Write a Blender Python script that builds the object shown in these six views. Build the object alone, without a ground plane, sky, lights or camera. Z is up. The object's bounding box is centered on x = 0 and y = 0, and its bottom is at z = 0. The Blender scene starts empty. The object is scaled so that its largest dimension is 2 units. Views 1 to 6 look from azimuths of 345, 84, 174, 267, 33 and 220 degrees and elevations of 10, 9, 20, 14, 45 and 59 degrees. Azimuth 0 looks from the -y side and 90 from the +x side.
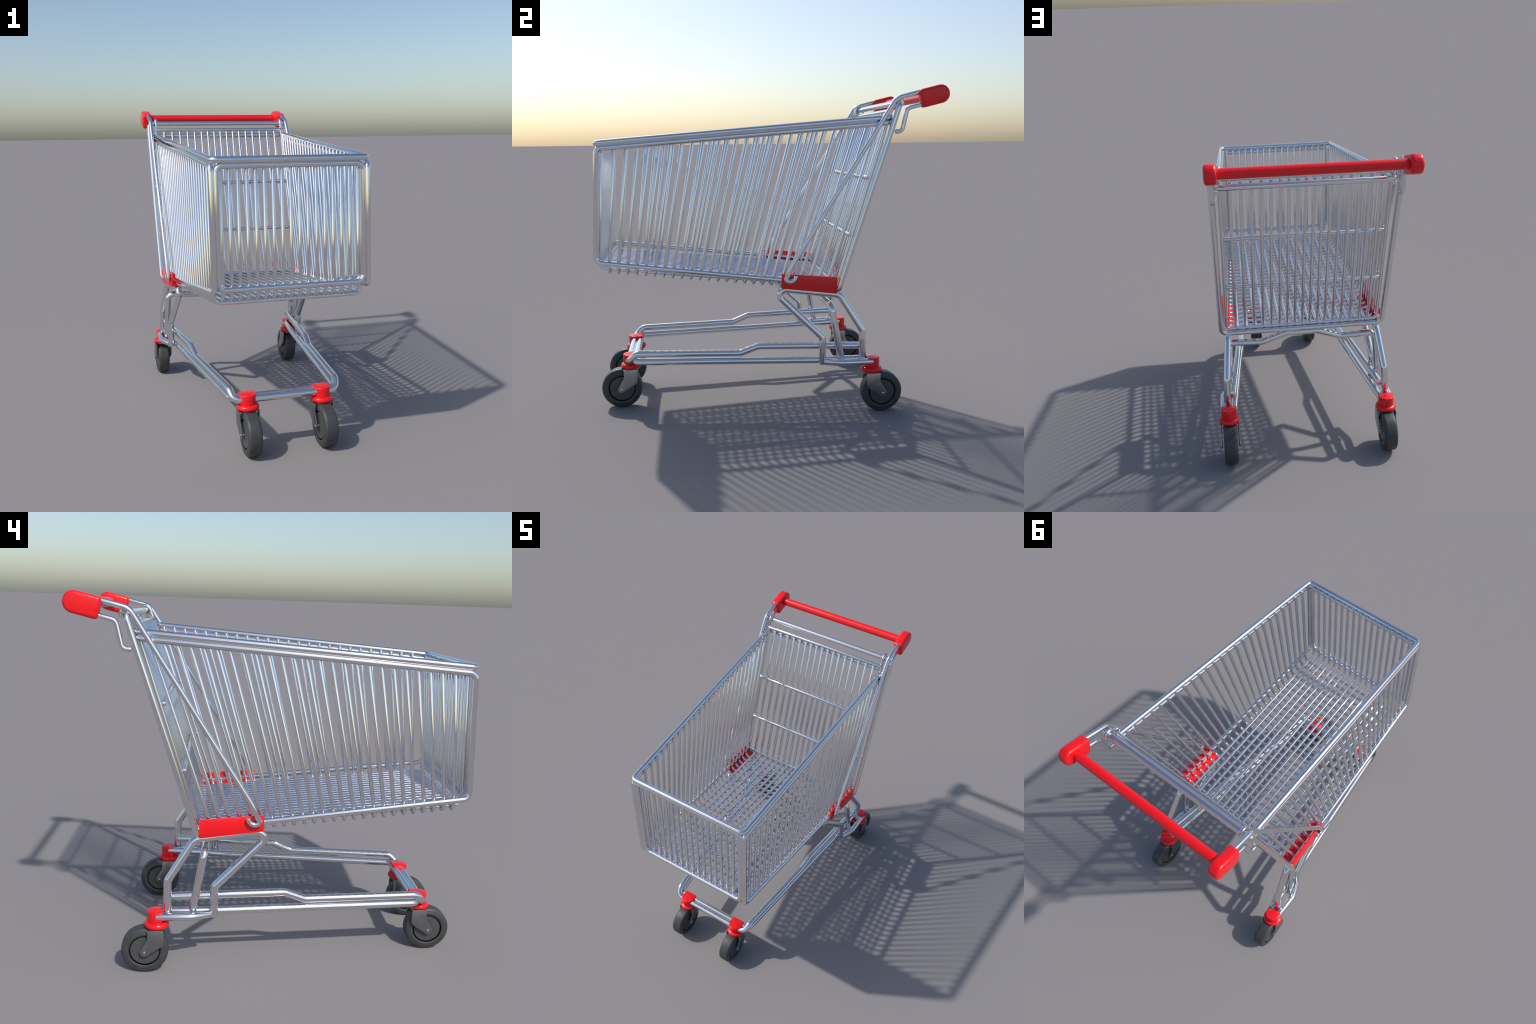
"""Supermarket shopping cart: chromed wire basket on a tubular chassis with red
plastic handle, brackets and caster housings.  Built in metres, front at -y."""
import bpy, bmesh, math
from mathutils import Vector, Matrix

# ------------------------------------------------------------------ materials
def principled(name):
    m = bpy.data.materials.new(name)
    m.use_nodes = True
    nt = m.node_tree
    return m, nt, nt.nodes["Principled BSDF"]

def noise_ramp(nt, scale, lo, hi, p0=0.35, p1=0.65, detail=4.0, mapping=(1, 1, 1)):
    tc = nt.nodes.new("ShaderNodeTexCoord")
    mp = nt.nodes.new("ShaderNodeMapping")
    mp.inputs["Scale"].default_value = mapping
    nz = nt.nodes.new("ShaderNodeTexNoise")
    nz.inputs["Scale"].default_value = scale
    nz.inputs["Detail"].default_value = detail
    rp = nt.nodes.new("ShaderNodeValToRGB")
    rp.color_ramp.elements[0].position = p0
    rp.color_ramp.elements[1].position = p1
    rp.color_ramp.elements[0].color = (*lo, 1)
    rp.color_ramp.elements[1].color = (*hi, 1)
    nt.links.new(tc.outputs["Object"], mp.inputs["Vector"])
    nt.links.new(mp.outputs["Vector"], nz.inputs["Vector"])
    nt.links.new(nz.outputs["Fac"], rp.inputs["Fac"])
    return rp, nz

def chrome_material():
    m, nt, b = principled("polished_chrome")
    b.inputs["Metallic"].default_value = 1.0
    rp, nz = noise_ramp(nt, 9.0, (0.79, 0.79, 0.80), (0.83, 0.83, 0.84))
    nt.links.new(rp.outputs["Color"], b.inputs["Base Color"])
    rr = nt.nodes.new("ShaderNodeMapRange")
    rr.inputs["To Min"].default_value = 0.055
    rr.inputs["To Max"].default_value = 0.085
    nt.links.new(nz.outputs["Fac"], rr.inputs["Value"])
    nt.links.new(rr.outputs["Result"], b.inputs["Roughness"])
    return m

def red_material():
    m, nt, b = principled("red_plastic")
    rp, nz = noise_ramp(nt, 14.0, (0.80, 0.005, 0.010), (0.84, 0.006, 0.011))
    nt.links.new(rp.outputs["Color"], b.inputs["Base Color"])
    b.inputs["Roughness"].default_value = 0.28
    return m

def rubber_material():
    m, nt, b = principled("tyre_rubber")
    rp, nz = noise_ramp(nt, 25.0, (0.040, 0.042, 0.043), (0.052, 0.054, 0.055))
    nt.links.new(rp.outputs["Color"], b.inputs["Base Color"])
    b.inputs["Roughness"].default_value = 0.5
    return m

def flat_material(name, lo, hi, rough, metallic=0.0):
    m, nt, b = principled(name)
    rp, nz = noise_ramp(nt, 30.0, lo, hi)
    nt.links.new(rp.outputs["Color"], b.inputs["Base Color"])
    b.inputs["Roughness"].default_value = rough
    b.inputs["Metallic"].default_value = metallic
    return m

CHROME = chrome_material()
RED = red_material()
RUBBER = rubber_material()
HUB = flat_material("grey_hub_plastic", (0.060, 0.060, 0.061), (0.070, 0.070, 0.071), 0.45)
FORK = flat_material("grey_fork_steel", (0.315, 0.315, 0.32), (0.345, 0.345, 0.35), 0.30, 1.0)
GROOVE = flat_material("black_groove", (0.006, 0.006, 0.007), (0.009, 0.009, 0.010), 0.7)

# ------------------------------------------------------------------ helpers
def V(*a):
    return Vector(a)

def mirror(pts):
    return [Vector((-p[0], p[1], p[2])) for p in pts]

def fillet(points, radii, closed=False, steps=7):
    """Round the corners of a polyline with circular arcs of the given radii."""
    pts = [Vector(p) for p in points]
    n = len(pts)
    if not isinstance(radii, (list, tuple)):
        radii = [radii] * n
    out = []
    for i, p in enumerate(pts):
        if not closed and i in (0, n - 1):
            out.append(p)
            continue
        r = radii[i]
        a = (pts[i - 1] - p)
        b = (pts[(i + 1) % n] - p)
        la, lb = a.length, b.length
        a.normalize(); b.normalize()
        ang = a.angle(b)
        if r <= 0 or ang > math.pi - 0.01:
            out.append(p)
            continue
        cut = min(r / math.tan(ang / 2), la * 0.49, lb * 0.49)
        r = cut * math.tan(ang / 2)
        bis = (a + b).normalized()
        c = p + bis * (r / math.sin(ang / 2))
        u = (p + a * cut - c)
        w = (p + b * cut - c)
        tot = u.angle(w)
        k = max(3, int(steps * tot / 1.2) + 2)
        for j in range(k + 1):
            t = j / k
            out.append(c + (u * math.sin((1 - t) * tot) + w * math.sin(t * tot)) / math.sin(tot))
    return out

def tube_into(bm, path, r, seg=12, closed=False, rounded=True):
    """Sweep a circle of radius r along path (parallel transport frame)."""
    P = [Vector(p) for p in path]
    clean = [P[0]]
    for p in P[1:]:
        if (p - clean[-1]).length > 1e-5:
            clean.append(p)
    if closed and (clean[0] - clean[-1]).length < 1e-5:
        clean.pop()
    P = clean
    n = len(P)
    rad = [r] * n
    if not closed and rounded:
        d0 = (P[1] - P[0]).normalized()
        d1 = (P[-2] - P[-1]).normalized()
        P = [P[0], P[0] + d0 * r * 0.12, P[0] + d0 * r * 0.4] + P[1:-1] + [P[-1] + d1 * r * 0.4, P[-1] + d1 * r * 0.12, P[-1]]
        n = len(P)
        rad = [r * 0.68, r * 0.9, r] + [r] * (n - 6) + [r, r * 0.9, r * 0.68]
    T = []
    for i in range(n):
        if closed:
            t = P[(i + 1) % n] - P[i - 1]
        else:
            t = P[min(i + 1, n - 1)] - P[max(i - 1, 0)]
        T.append(t.normalized())
    ref = Vector((0, 0, 1)) if abs(T[0].z) < 0.9 else Vector((1, 0, 0))
    nrm = (ref - T[0] * ref.dot(T[0])).normalized()
    rings = []
    for i in range(n):
        if i:
            nrm = (T[i - 1].rotation_difference(T[i])) @ nrm
            nrm = (nrm - T[i] * nrm.dot(T[i])).normalized()
        bi = T[i].cross(nrm)
        # keep tube width constant through mitred corners
        rings.append([bm.verts.new(P[i] + (nrm * math.cos(2 * math.pi * k / seg) + bi * math.sin(2 * math.pi * k / seg)) * rad[i]) for k in range(seg)])
    m = n if closed else n - 1
    off = 0
    if closed:
        # choose the rotation that lines up the last ring with the first
        best = 1e9
        for o in range(seg):
            d = sum((rings[-1][k].co - rings[0][(k + o) % seg].co).length for k in range(seg))
            if d < best:
                best, off = d, o
    for i in range(m):
        a = rings[i]
        j = (i + 1) % n
        b = rings[j]
        o = off if (closed and j == 0) else 0
        for k in range(seg):
            bm.faces.new((a[k], a[(k + 1) % seg], b[(k + 1 + o) % seg], b[(k + o) % seg]))
    if not closed:
        bm.faces.new(list(reversed(rings[0])))
        bm.faces.new(rings[-1])

def lathe_into(bm, profile, seg=48, axis="z", origin=(0, 0, 0), slot=0, cap=True):
    """Revolve (radius, height) pairs around an axis through origin."""
    o = Vector(origin)
    rings = []
    for r, h in profile:
        ring = []
        for k in range(seg):
            a = 2 * math.pi * k / seg
            c, s = r * math.cos(a), r * math.sin(a)
            ring.append(bm.verts.new(o + (Vector((c, s, h)) if axis == "z" else Vector((h, c, s)))))
        rings.append(ring)
    for a, b in zip(rings, rings[1:]):
        for k in range(seg):
            f = bm.faces.new((a[k], a[(k + 1) % seg], b[(k + 1) % seg], b[k]))
            f.material_index = slot
    if cap:
        bm.faces.new(list(reversed(rings[0]))).material_index = slot
        bm.faces.new(rings[-1]).material_index = slot

def prism_into(bm, outline, place, d0, d1):
    """Extrude a closed 2D outline between depths d0 and d1; place(u, v, d) -> point."""
    a = [bm.verts.new(place(u, v, d0)) for u, v in outline]
    b = [bm.verts.new(place(u, v, d1)) for u, v in outline]
    n = len(outline)
    bm.faces.new(list(reversed(a)))
    bm.faces.new(b)
    for k in range(n):
        bm.faces.new((a[k], a[(k + 1) % n], b[(k + 1) % n], b[k]))

def mesh_from(bm, name, mats, angle=40):
    bmesh.ops.recalc_face_normals(bm, faces=bm.faces)
    me = bpy.data.meshes.new(name)
    bm.to_mesh(me)
    bm.free()
    for m in mats:
        me.materials.append(m)
    for p in me.polygons:
        p.use_smooth = True
    me.set_sharp_from_angle(angle=math.radians(angle))
    return me

def add(name, me, parent, loc=None):
    ob = bpy.data.objects.new(name, me)
    bpy.context.scene.collection.objects.link(ob)
    ob.parent = parent
    if loc is not None:
        ob.location = loc
    return ob

def tube(name, parent, path, r, seg=12, closed=False, mat=None):
    bm = bmesh.new()
    tube_into(bm, path, r, seg, closed)
    return add(name, mesh_from(bm, name, [mat or CHROME]), parent)

def bevel_bm(bm, width, segments=3, angle=35):
    edges = [e for e in bm.edges if len(e.link_faces) == 2 and e.calc_face_angle(0) > math.radians(angle)]
    bmesh.ops.bevel(bm, geom=edges, offset=width, segments=segments, profile=0.5, affect="EDGES", clamp_overlap=True)

# ------------------------------------------------------------------ main dimensions
R_FRAME = 0.0160      # basket frame tubes
R_WIRE = 0.0102       # basket wires
R_POST = 0.0165       # rear frame
R_BASE = 0.0207       # chassis tubes

def side_top_x(y):    # basket sides widen to the rear
    return 0.4115 + 0.0352 * (y + 0.95)
def side_x(y):
    return 0.4125 + 0.0435 * (y + 0.95)
def rim_x(y):
    return 0.4080 + 0.0370 * (y + 0.95)
def front_y(z):       # front panel leans: bottom sits further forward
    return -0.9455 - 0.0305 * (1.55 - z) / 0.62
def rim_z(y):
    return 1.5743 + 0.0765 * (y + 0.948)
def rail_z(y):        # lower side rail
    return 0.912 - 0.1165 * (y + 0.95)
def floor_z(y):       # centre of the cross wires of the floor
    return 0.851 - 0.1000 * (y + 0.91)
def post_y(z):        # rear frame leans backwards
    return 0.386 + 0.3155 * (z - 0.721)
def gate_y(z):
    return 0.380 + 0.3080 * (z - 0.747)
def base_x(y):        # chassis rails splay to the rear
    return 0.3135 + 0.1040 * (y + 0.70)

cart = bpy.data.objects.new("shopping_cart", None)
bpy.context.scene.collection.objects.link(cart)
cart["label"] = "chrome wire shopping cart with red handle and casters"
cart["category"] = "shopping cart"

# ------------------------------------------------------------------ basket
yr = 0.690
zf = rim_z(-0.95)
rim_path = fillet([V(rim_x(yr), yr, rim_z(yr)), V(rim_x(-0.950), -0.950, zf), V(-rim_x(-0.950), -0.950, zf), V(-rim_x(yr), yr, rim_z(yr))], 0.030)
basket = tube("basket", cart, rim_path, R_FRAME + 0.0007, 16)

for s in (1, -1):
    ztop = rim_z(-0.955) - 0.0280
    pts = [V(side_top_x(0.691), 0.691, rim_z(0.691) - 0.0280),
           V(side_top_x(-0.95), front_y(ztop), ztop),
           V(side_x(-0.98), front_y(rail_z(-0.98)), rail_z(-0.98)),
           V(side_x(0.398), 0.398, rail_z(0.398))]
    if s < 0:
        pts = mirror(pts)
    tube("side_frame", basket, fillet(pts, 0.034), R_FRAME, 16)

zt, zb = rim_z(-0.955) - 0.0290, 0.931
xf_t, xf_b = 0.3865, 0.3850
tube("front_frame", basket, fillet([V(xf_t, front_y(zt) + 0.003, zt), V(xf_b, front_y(zb), zb), V(-xf_b, front_y(zb), zb), V(-xf_t, front_y(zt) + 0.003, zt)], 0.036, closed=True), R_FRAME, 16, closed=True)

# wires that run up both sides and across under the floor
for i in range(25):
    yb = -0.902 + 0.0512 * i
    yt = -0.853 if i == 0 else -0.787 + 0.0608 * (i - 1)
    zb_ref = rail_z(yb) + 0.012
    zt_ref = rim_z(yt) - 0.044
    k = (yt - yb) / (zt_ref - zb_ref)
    zc = floor_z(yb)
    yc = yb + k * (zc - zb_ref)
    zc = floor_z(yc)
    z_tip = rim_z(yt) - 0.006
    y_tip = yb + k * (z_tip - zb_ref)
    gap = 0.0175 - 0.0025 * (i / 24)
    p = [V(rim_x(y_tip) - gap, y_tip, z_tip), V(side_x(yc) - gap, yc, zc)]
    path = fillet(p + mirror(list(reversed(p))), 0.032)
    tube("side_wire", basket, path, R_WIRE, 10)

# wires that run down the front and back along the floor
GATE_X = [0.0, 0.045, 0.0905, 0.136, 0.1855, 0.236, 0.290, 0.345, 0.401, 0.4555]
for k in range(-8, 9):
    xf = 0.0454 * k
    xr = math.copysign(0.972 * GATE_X[abs(k)], k)
    gap = 0.0195
    z_tip = zf - 0.006
    z_bot = floor_z(-0.945) + 2 * R_WIRE - 0.001
    p = [V(xf, front_y(z_tip) + gap, z_tip), V(xf, front_y(z_bot) + gap, z_bot), V(xr, 0.380, floor_z(0.380) + 2 * R_WIRE - 0.001)]
    tube("floor_wire", basket, fillet(p, 0.030), R_WIRE, 10)

# ------------------------------------------------------------------ rear frame
zt, zb = 1.780, 0.722
loop = [V(0.488, post_y(zb), zb), V(0.502, post_y(zt) + 0.004, zt), V(-0.502, post_y(zt) + 0.004, zt), V(-0.488, post_y(zb), zb)]
rear_frame = tube("rear_frame", cart, fillet(loop, [0.040, 0.034, 0.034, 0.040], closed=True), R_POST, 16, closed=True)
tube("cross_bar", rear_frame, [V(0.466, 0.704, 1.696), V(-0.466, 0.704, 1.696)], 0.0172, 16)

# hinged rear gate hanging from the top bar
bm = bmesh.new()
zg = 0.750
yh, zh = post_y(1.780) + 0.004, 1.780
rh = R_POST + 0.0095
hook = []
for j in range(10):
    a = math.radians(200 - 240 * j / 9)
    hook.append((yh + rh * math.cos(a), zh + rh * math.sin(a)))
def gate_side(s):
    x = GATE_X[9] * s
    pts = [V(x, gate_y(zg), zg), V(x, gate_y(1.70), 1.70)]
    pts += [V(x, y, z) for y, z in hook]
    return pts
a, b = gate_side(1), gate_side(-1)
full = list(reversed(a)) + b
cuts = [0.0] * len(full)
cuts[len(a) - 1] = cuts[len(a)] = 0.022
tube_into(bm, fillet(full, cuts), 0.0108, 12)
rear_gate = add("rear_gate", mesh_from(bm, "rear_gate", [CHROME]), cart)
for k in range(-8, 9):
    x = math.copysign(GATE_X[abs(k)], k)
    tube("gate_wire", rear_gate, [V(x, gate_y(zg), zg), V(x, gate_y(1.733), 1.733)], R_WIRE, 10)
for z, half, dy, r in ((1.735, 0.458, -0.004, 0.0120), (1.368, 0.462, -0.0175, 0.0118), (1.045, 0.462, -0.0175, 0.0118)):
    tube("gate_bar", rear_gate, [V(half, gate_y(z) + dy, z), V(-half, gate_y(z) + dy, z)], r, 12)

# ------------------------------------------------------------------ push handle
bm = bmesh.new()
lathe_into(bm, [(0.0275, -0.475), (0.0275, 0.475)], 28, axis="x", origin=(0, 0.925, 1.820))
handle = add("handle", mesh_from(bm, "handle", [RED]), cart)

tilt = math.radians(13.5)
def handle_cap(s):
    h, length = 0.0510, 0.169
    cy, cz = 0.8345, 1.7965
    out = [(0.0, -h), (length - h, -h)]
    for j in range(1, 14):
        a = -math.pi / 2 + math.pi * j / 14
        out.append((length - h + h * math.cos(a), h * math.sin(a)))
    out += [(length - h, h), (0.0, h)]
    def place(u, v, d):
        return V(s * d, cy + u * math.cos(tilt) - v * math.sin(tilt), cz + u * math.sin(tilt) + v * math.cos(tilt))
    bm = bmesh.new()
    prism_into(bm, out, place, 0.4655, 0.5295)
    bmesh.ops.recalc_face_normals(bm, faces=bm.faces)
    bevel_bm(bm, 0.0165, 5)
    return mesh_from(bm, "handle_cap", [RED], 50)
for s in (1, -1):
    add("handle_cap", handle_cap(s), handle)
    # diagonal brace with a curled foot that carries on as the upper handle arm
    c = V(0.503, 0.107, 0.8185)
    curl = []
    for j in range(13):
        a = math.radians(2 - 147 * j / 12)
        curl.append(V(0.4905, c.y + 0.031 * math.cos(a), c.z + 0.031 * math.sin(a)))
    arm = curl + fillet([curl[-1], V(0.4905, 0.131, 0.90), V(0.493, 0.706, 1.803), V(0.499, 0.90, 1.8505)], [0, 0.25, 0.075, 0])[1:]
    low = fillet([V(0.499, 0.90, 1.781), V(0.495, 0.766, 1.7475), V(0.4955, 0.738, 1.622), V(0.495, 0.697, 1.620)], 0.030)
    if s < 0:
        arm, low = mirror(arm), mirror(low)
    tube("handle_arm", handle, arm, 0.0138, 14)
    tube("handle_strut", handle, low, 0.0125, 14)

# ------------------------------------------------------------------ red brackets
def bracket(s):
    y0, y1 = 0.060, 0.378
    def corner(y, t):                      # cross section of the J-shaped channel
        x = side_x(y) + 0.0020
        ztop = 0.831 - 0.085 * (y - 0.06)
        zbot = 0.747 - 0.116 * (y - 0.06)
        w = 0.0155
        sec = [(x + w, ztop), (x + w, zbot)]
        sec += [(x - 0.055, zbot + 0.004), (x - 0.076, zbot + 0.009), (x - 0.076, zbot + 0.018)]
        sec += [(x - 0.060, zbot + 0.014), (x - 0.026, zbot + 0.014), (x - 0.008, zbot + 0.022), (x, zbot + 0.036), (x, ztop)]
        return [V(s * a, y + t * (b - 0.77), b) for a, b in sec]
    bm = bmesh.new()
    A = [bm.verts.new(p) for p in corner(y0, 0.0)]
    B = [bm.verts.new(p) for p in corner(y1, 0.0)]
    n = len(A)
    bm.faces.new(A); bm.faces.new(list(reversed(B)))
    for k in range(n):
        bm.faces.new((A[k], B[k], B[(k + 1) % n], A[(k + 1) % n]))
    bmesh.ops.recalc_face_normals(bm, faces=bm.faces)
    bevel_bm(bm, 0.0025, 2)
    return mesh_from(bm, "side_bracket", [RED], 40)
for s in (1, -1):
    add("side_bracket", bracket(s), cart)

# ------------------------------------------------------------------ chassis
up, lo = 0.3535, 0.304
yu = -0.832
upper = [V(base_x(0.535) + 0.004, 0.535, 0.387), V(base_x(-0.069), -0.069, 0.387), V(base_x(-0.174), -0.174, 0.3465),
         V(base_x(-0.785), -0.785, 0.3465), V(base_x(-0.83) - 0.012, yu, 0.297)]
upper = upper + mirror(list(reversed(upper)))
chassis = tube("chassis", cart, fillet(upper, [0, 0.06, 0.06, 0.05, 0.050, 0.050, 0.05, 0.06, 0.06, 0]), R_BASE, 16)
lower = [V(base_x(0.592), 0.592, 0.3065), V(base_x(0.30), 0.30, 0.2995), V(base_x(-0.795) - 0.004, -0.795, 0.2970)]
lower = lower + mirror(list(reversed(lower)))
tube("lower_rail", chassis, fillet(lower, [0, 0.5, 0.036, 0.036, 0.5, 0]), R_BASE, 16)
for s in (1, -1):
    leg = [V(0.480, 0.531, 0.318), V(0.474, 0.531, 0.484), V(0.452, 0.398, 0.697), V(0.424, -0.005, 0.744), V(0.453, 0.299, 0.446), V(0.454, 0.298, 0.283)]
    stay = [V(0.467, 0.406, 0.322), V(0.4585, 0.349, 0.637), V(0.238, 0.343, 0.626), V(0.095, 0.366, 0.688), V(0.0, 0.370, 0.688)]
    outer = [V(0.505, 0.590, 0.304), V(0.503, 0.410, 0.3035), V(0.460, 0.312, 0.300)]
    if s < 0:
        leg, stay, outer = mirror(leg), mirror(stay), mirror(outer)
    tube("leg", chassis, fillet(leg, [0, 0.040, 0.050, 0.034, 0.045, 0]), 0.0210, 16)
    tube("outer_rail", chassis, fillet(outer, 0.09), 0.0205, 14)
    if s > 0:
        st = stay + mirror(list(reversed(stay[:-1])))
        tube("stay", chassis, fillet(st, [0, 0.040, 0.06, 0.07, 0, 0.07, 0.06, 0.040, 0]), 0.0205, 16)

# ------------------------------------------------------------------ casters
R_WHEEL, HALF = 0.1190, 0.0400
AXLE = (0.0575, R_WHEEL)       # trail behind the swivel, height

def tyre_mesh():
    prof = [(0.080, -HALF + 0.006), (0.080, -HALF + 0.003), (0.083, -HALF + 0.001), (0.098, -HALF)]
    for j in range(8):
        a = math.radians(90 * j / 7)
        prof.append((R_WHEEL - 0.020 + 0.020 * math.sin(a), -HALF + 0.016 - 0.016 * math.cos(a) + 0.001))
    prof += [(r, -x) for r, x in reversed(prof)]
    bm = bmesh.new()
    lathe_into(bm, prof, 44, axis="x", cap=False)
    return mesh_from(bm, "tyre", [RUBBER], 50)

def hub_mesh():
    d = HALF - 0.004
    half = [(0.005, d + 0.0005), (0.060, d), (0.0715, d - 0.001), (0.0730, d - 0.003), (0.0735, d - 0.012), (0.0810, d - 0.012)]
    prof = [(r, -x) for r, x in half] + [(r, x) for r, x in reversed(half)]
    bm = bmesh.new()
    lathe_into(bm, prof, 44, axis="x")
    me = mesh_from(bm, "wheel_hub", [HUB, GROOVE], 35)
    for p in me.polygons:
        r = math.hypot(p.center.y, p.center.z)
        if r > 0.0722:
            p.material_index = 1
    return me

def fork_mesh():
    lobe, (ay, az) = 0.022, AXLE
    out = [(-0.038, 0.239), (-0.038, 0.172)]
    for j in range(1, 5):
        a = math.radians(180 + 12 * j)
        out.append((-0.038 + 0.03 + 0.03 * math.cos(a), 0.172 + 0.03 * math.sin(a)))
    for j in range(13):
        a = math.radians(-125 + 165 * j / 12)
        out.append((ay + lobe * math.cos(a), az + lobe * math.sin(a)))
    out += [(0.044, 0.188), (0.0425, 0.196), (0.0425, 0.239)]
    bm = bmesh.new()
    for s in (1, -1):
        prism_into(bm, out, lambda u, v, d, s=s: V(s * d, u, v), 0.0490, 0.0570)
    lathe_into(bm, [(0.050, 0.2325), (0.050, 0.2425)], 32)
    bmesh.ops.recalc_face_normals(bm, faces=bm.faces)
    bevel_bm(bm, 0.0015, 2)
    return mesh_from(bm, "fork", [FORK], 35)

def bolt_mesh():
    bm = bmesh.new()
    lathe_into(bm, [(0.0025, -0.0608), (0.0055, -0.0598), (0.0062, -0.0575), (0.0062, 0.0575), (0.0055, 0.0598), (0.0025, 0.0608)], 14, axis="x")
    return mesh_from(bm, "axle_bolt", [CHROME], 50)

def housing_mesh(front):
    """Red swivel housing: rounded collar below, clamp block above (local frame: trail to +y)."""
    bm = bmesh.new()
    prof = [(0.030, 0.2400), (0.054, 0.2405), (0.0590, 0.2430), (0.0615, 0.2480), (0.0618, 0.2540), (0.0605, 0.2600), (0.0570, 0.2650), (0.0515, 0.2680), (0.0470, 0.2700)]
    lathe_into(bm, prof, 40)
    # clamp block: half round towards the wheel, square towards the cart
    r, back, wide = 0.0462, -0.045 if front else -0.030, 0.0440
    out = []
    for j in range(21):
        a = math.radians(180 * j / 20)
        out.append((r * math.cos(a), r * math.sin(a)))
    out += [(-wide, back), (wide, back)]
    b2 = bmesh.new()
    prism_into(b2, out, lambda u, v, d: V(u, v, d), 0.266, 0.3245 if front else 0.326)
    bmesh.ops.recalc_face_normals(b2, faces=b2.faces)
    bevel_bm(b2, 0.004, 3)
    tmp = bpy.data.meshes.new("tmp")
    b2.to_mesh(tmp); b2.free()
    bm.from_mesh(tmp)
    bpy.data.meshes.remove(tmp)
    top = 0.3245 if front else 0.326
    # embossed disc with a small centre dimple
    lathe_into(bm, [(0.0170, top - 0.002), (0.0170, top + 0.0008), (0.0162, top + 0.0016), (0.0030, top + 0.0016), (0.0024, top - 0.0008), (0.0005, top - 0.0012)], 28, cap=False)
    if not front:   # little upright tongue clipped against the leg
        tongue = [(-0.010, top - 0.004), (0.010, top - 0.004), (0.003, top + 0.011), (0.0045, top + 0.019), (0.0, top + 0.027), (-0.0045, top + 0.019), (-0.003, top + 0.011)]
        prism_into(bm, tongue, lambda u, v, d: V(u, d, v), -0.040, -0.034)
    return mesh_from(bm, "caster_housing", [RED], 40)

TYRE, HUBM, FORKM, BOLT = tyre_mesh(), hub_mesh(), fork_mesh(), bolt_mesh()
HOUSE = {True: housing_mesh(True), False: housing_mesh(False)}
for x, y, front in ((0.211, -0.8235, True), (-0.211, -0.8235, True), (0.475, 0.586, False), (-0.475, 0.586, False)):
    c = add("caster", HOUSE[front], cart, V(x, y, 0))
    if front:
        c.rotation_euler = (0, 0, math.pi)
    add("fork", FORKM, c)
    axle = V(0, AXLE[0], AXLE[1])
    add("tyre", TYRE, c, axle)
    add("wheel_hub", HUBM, c, axle)
    add("axle_bolt", BOLT, c, axle)
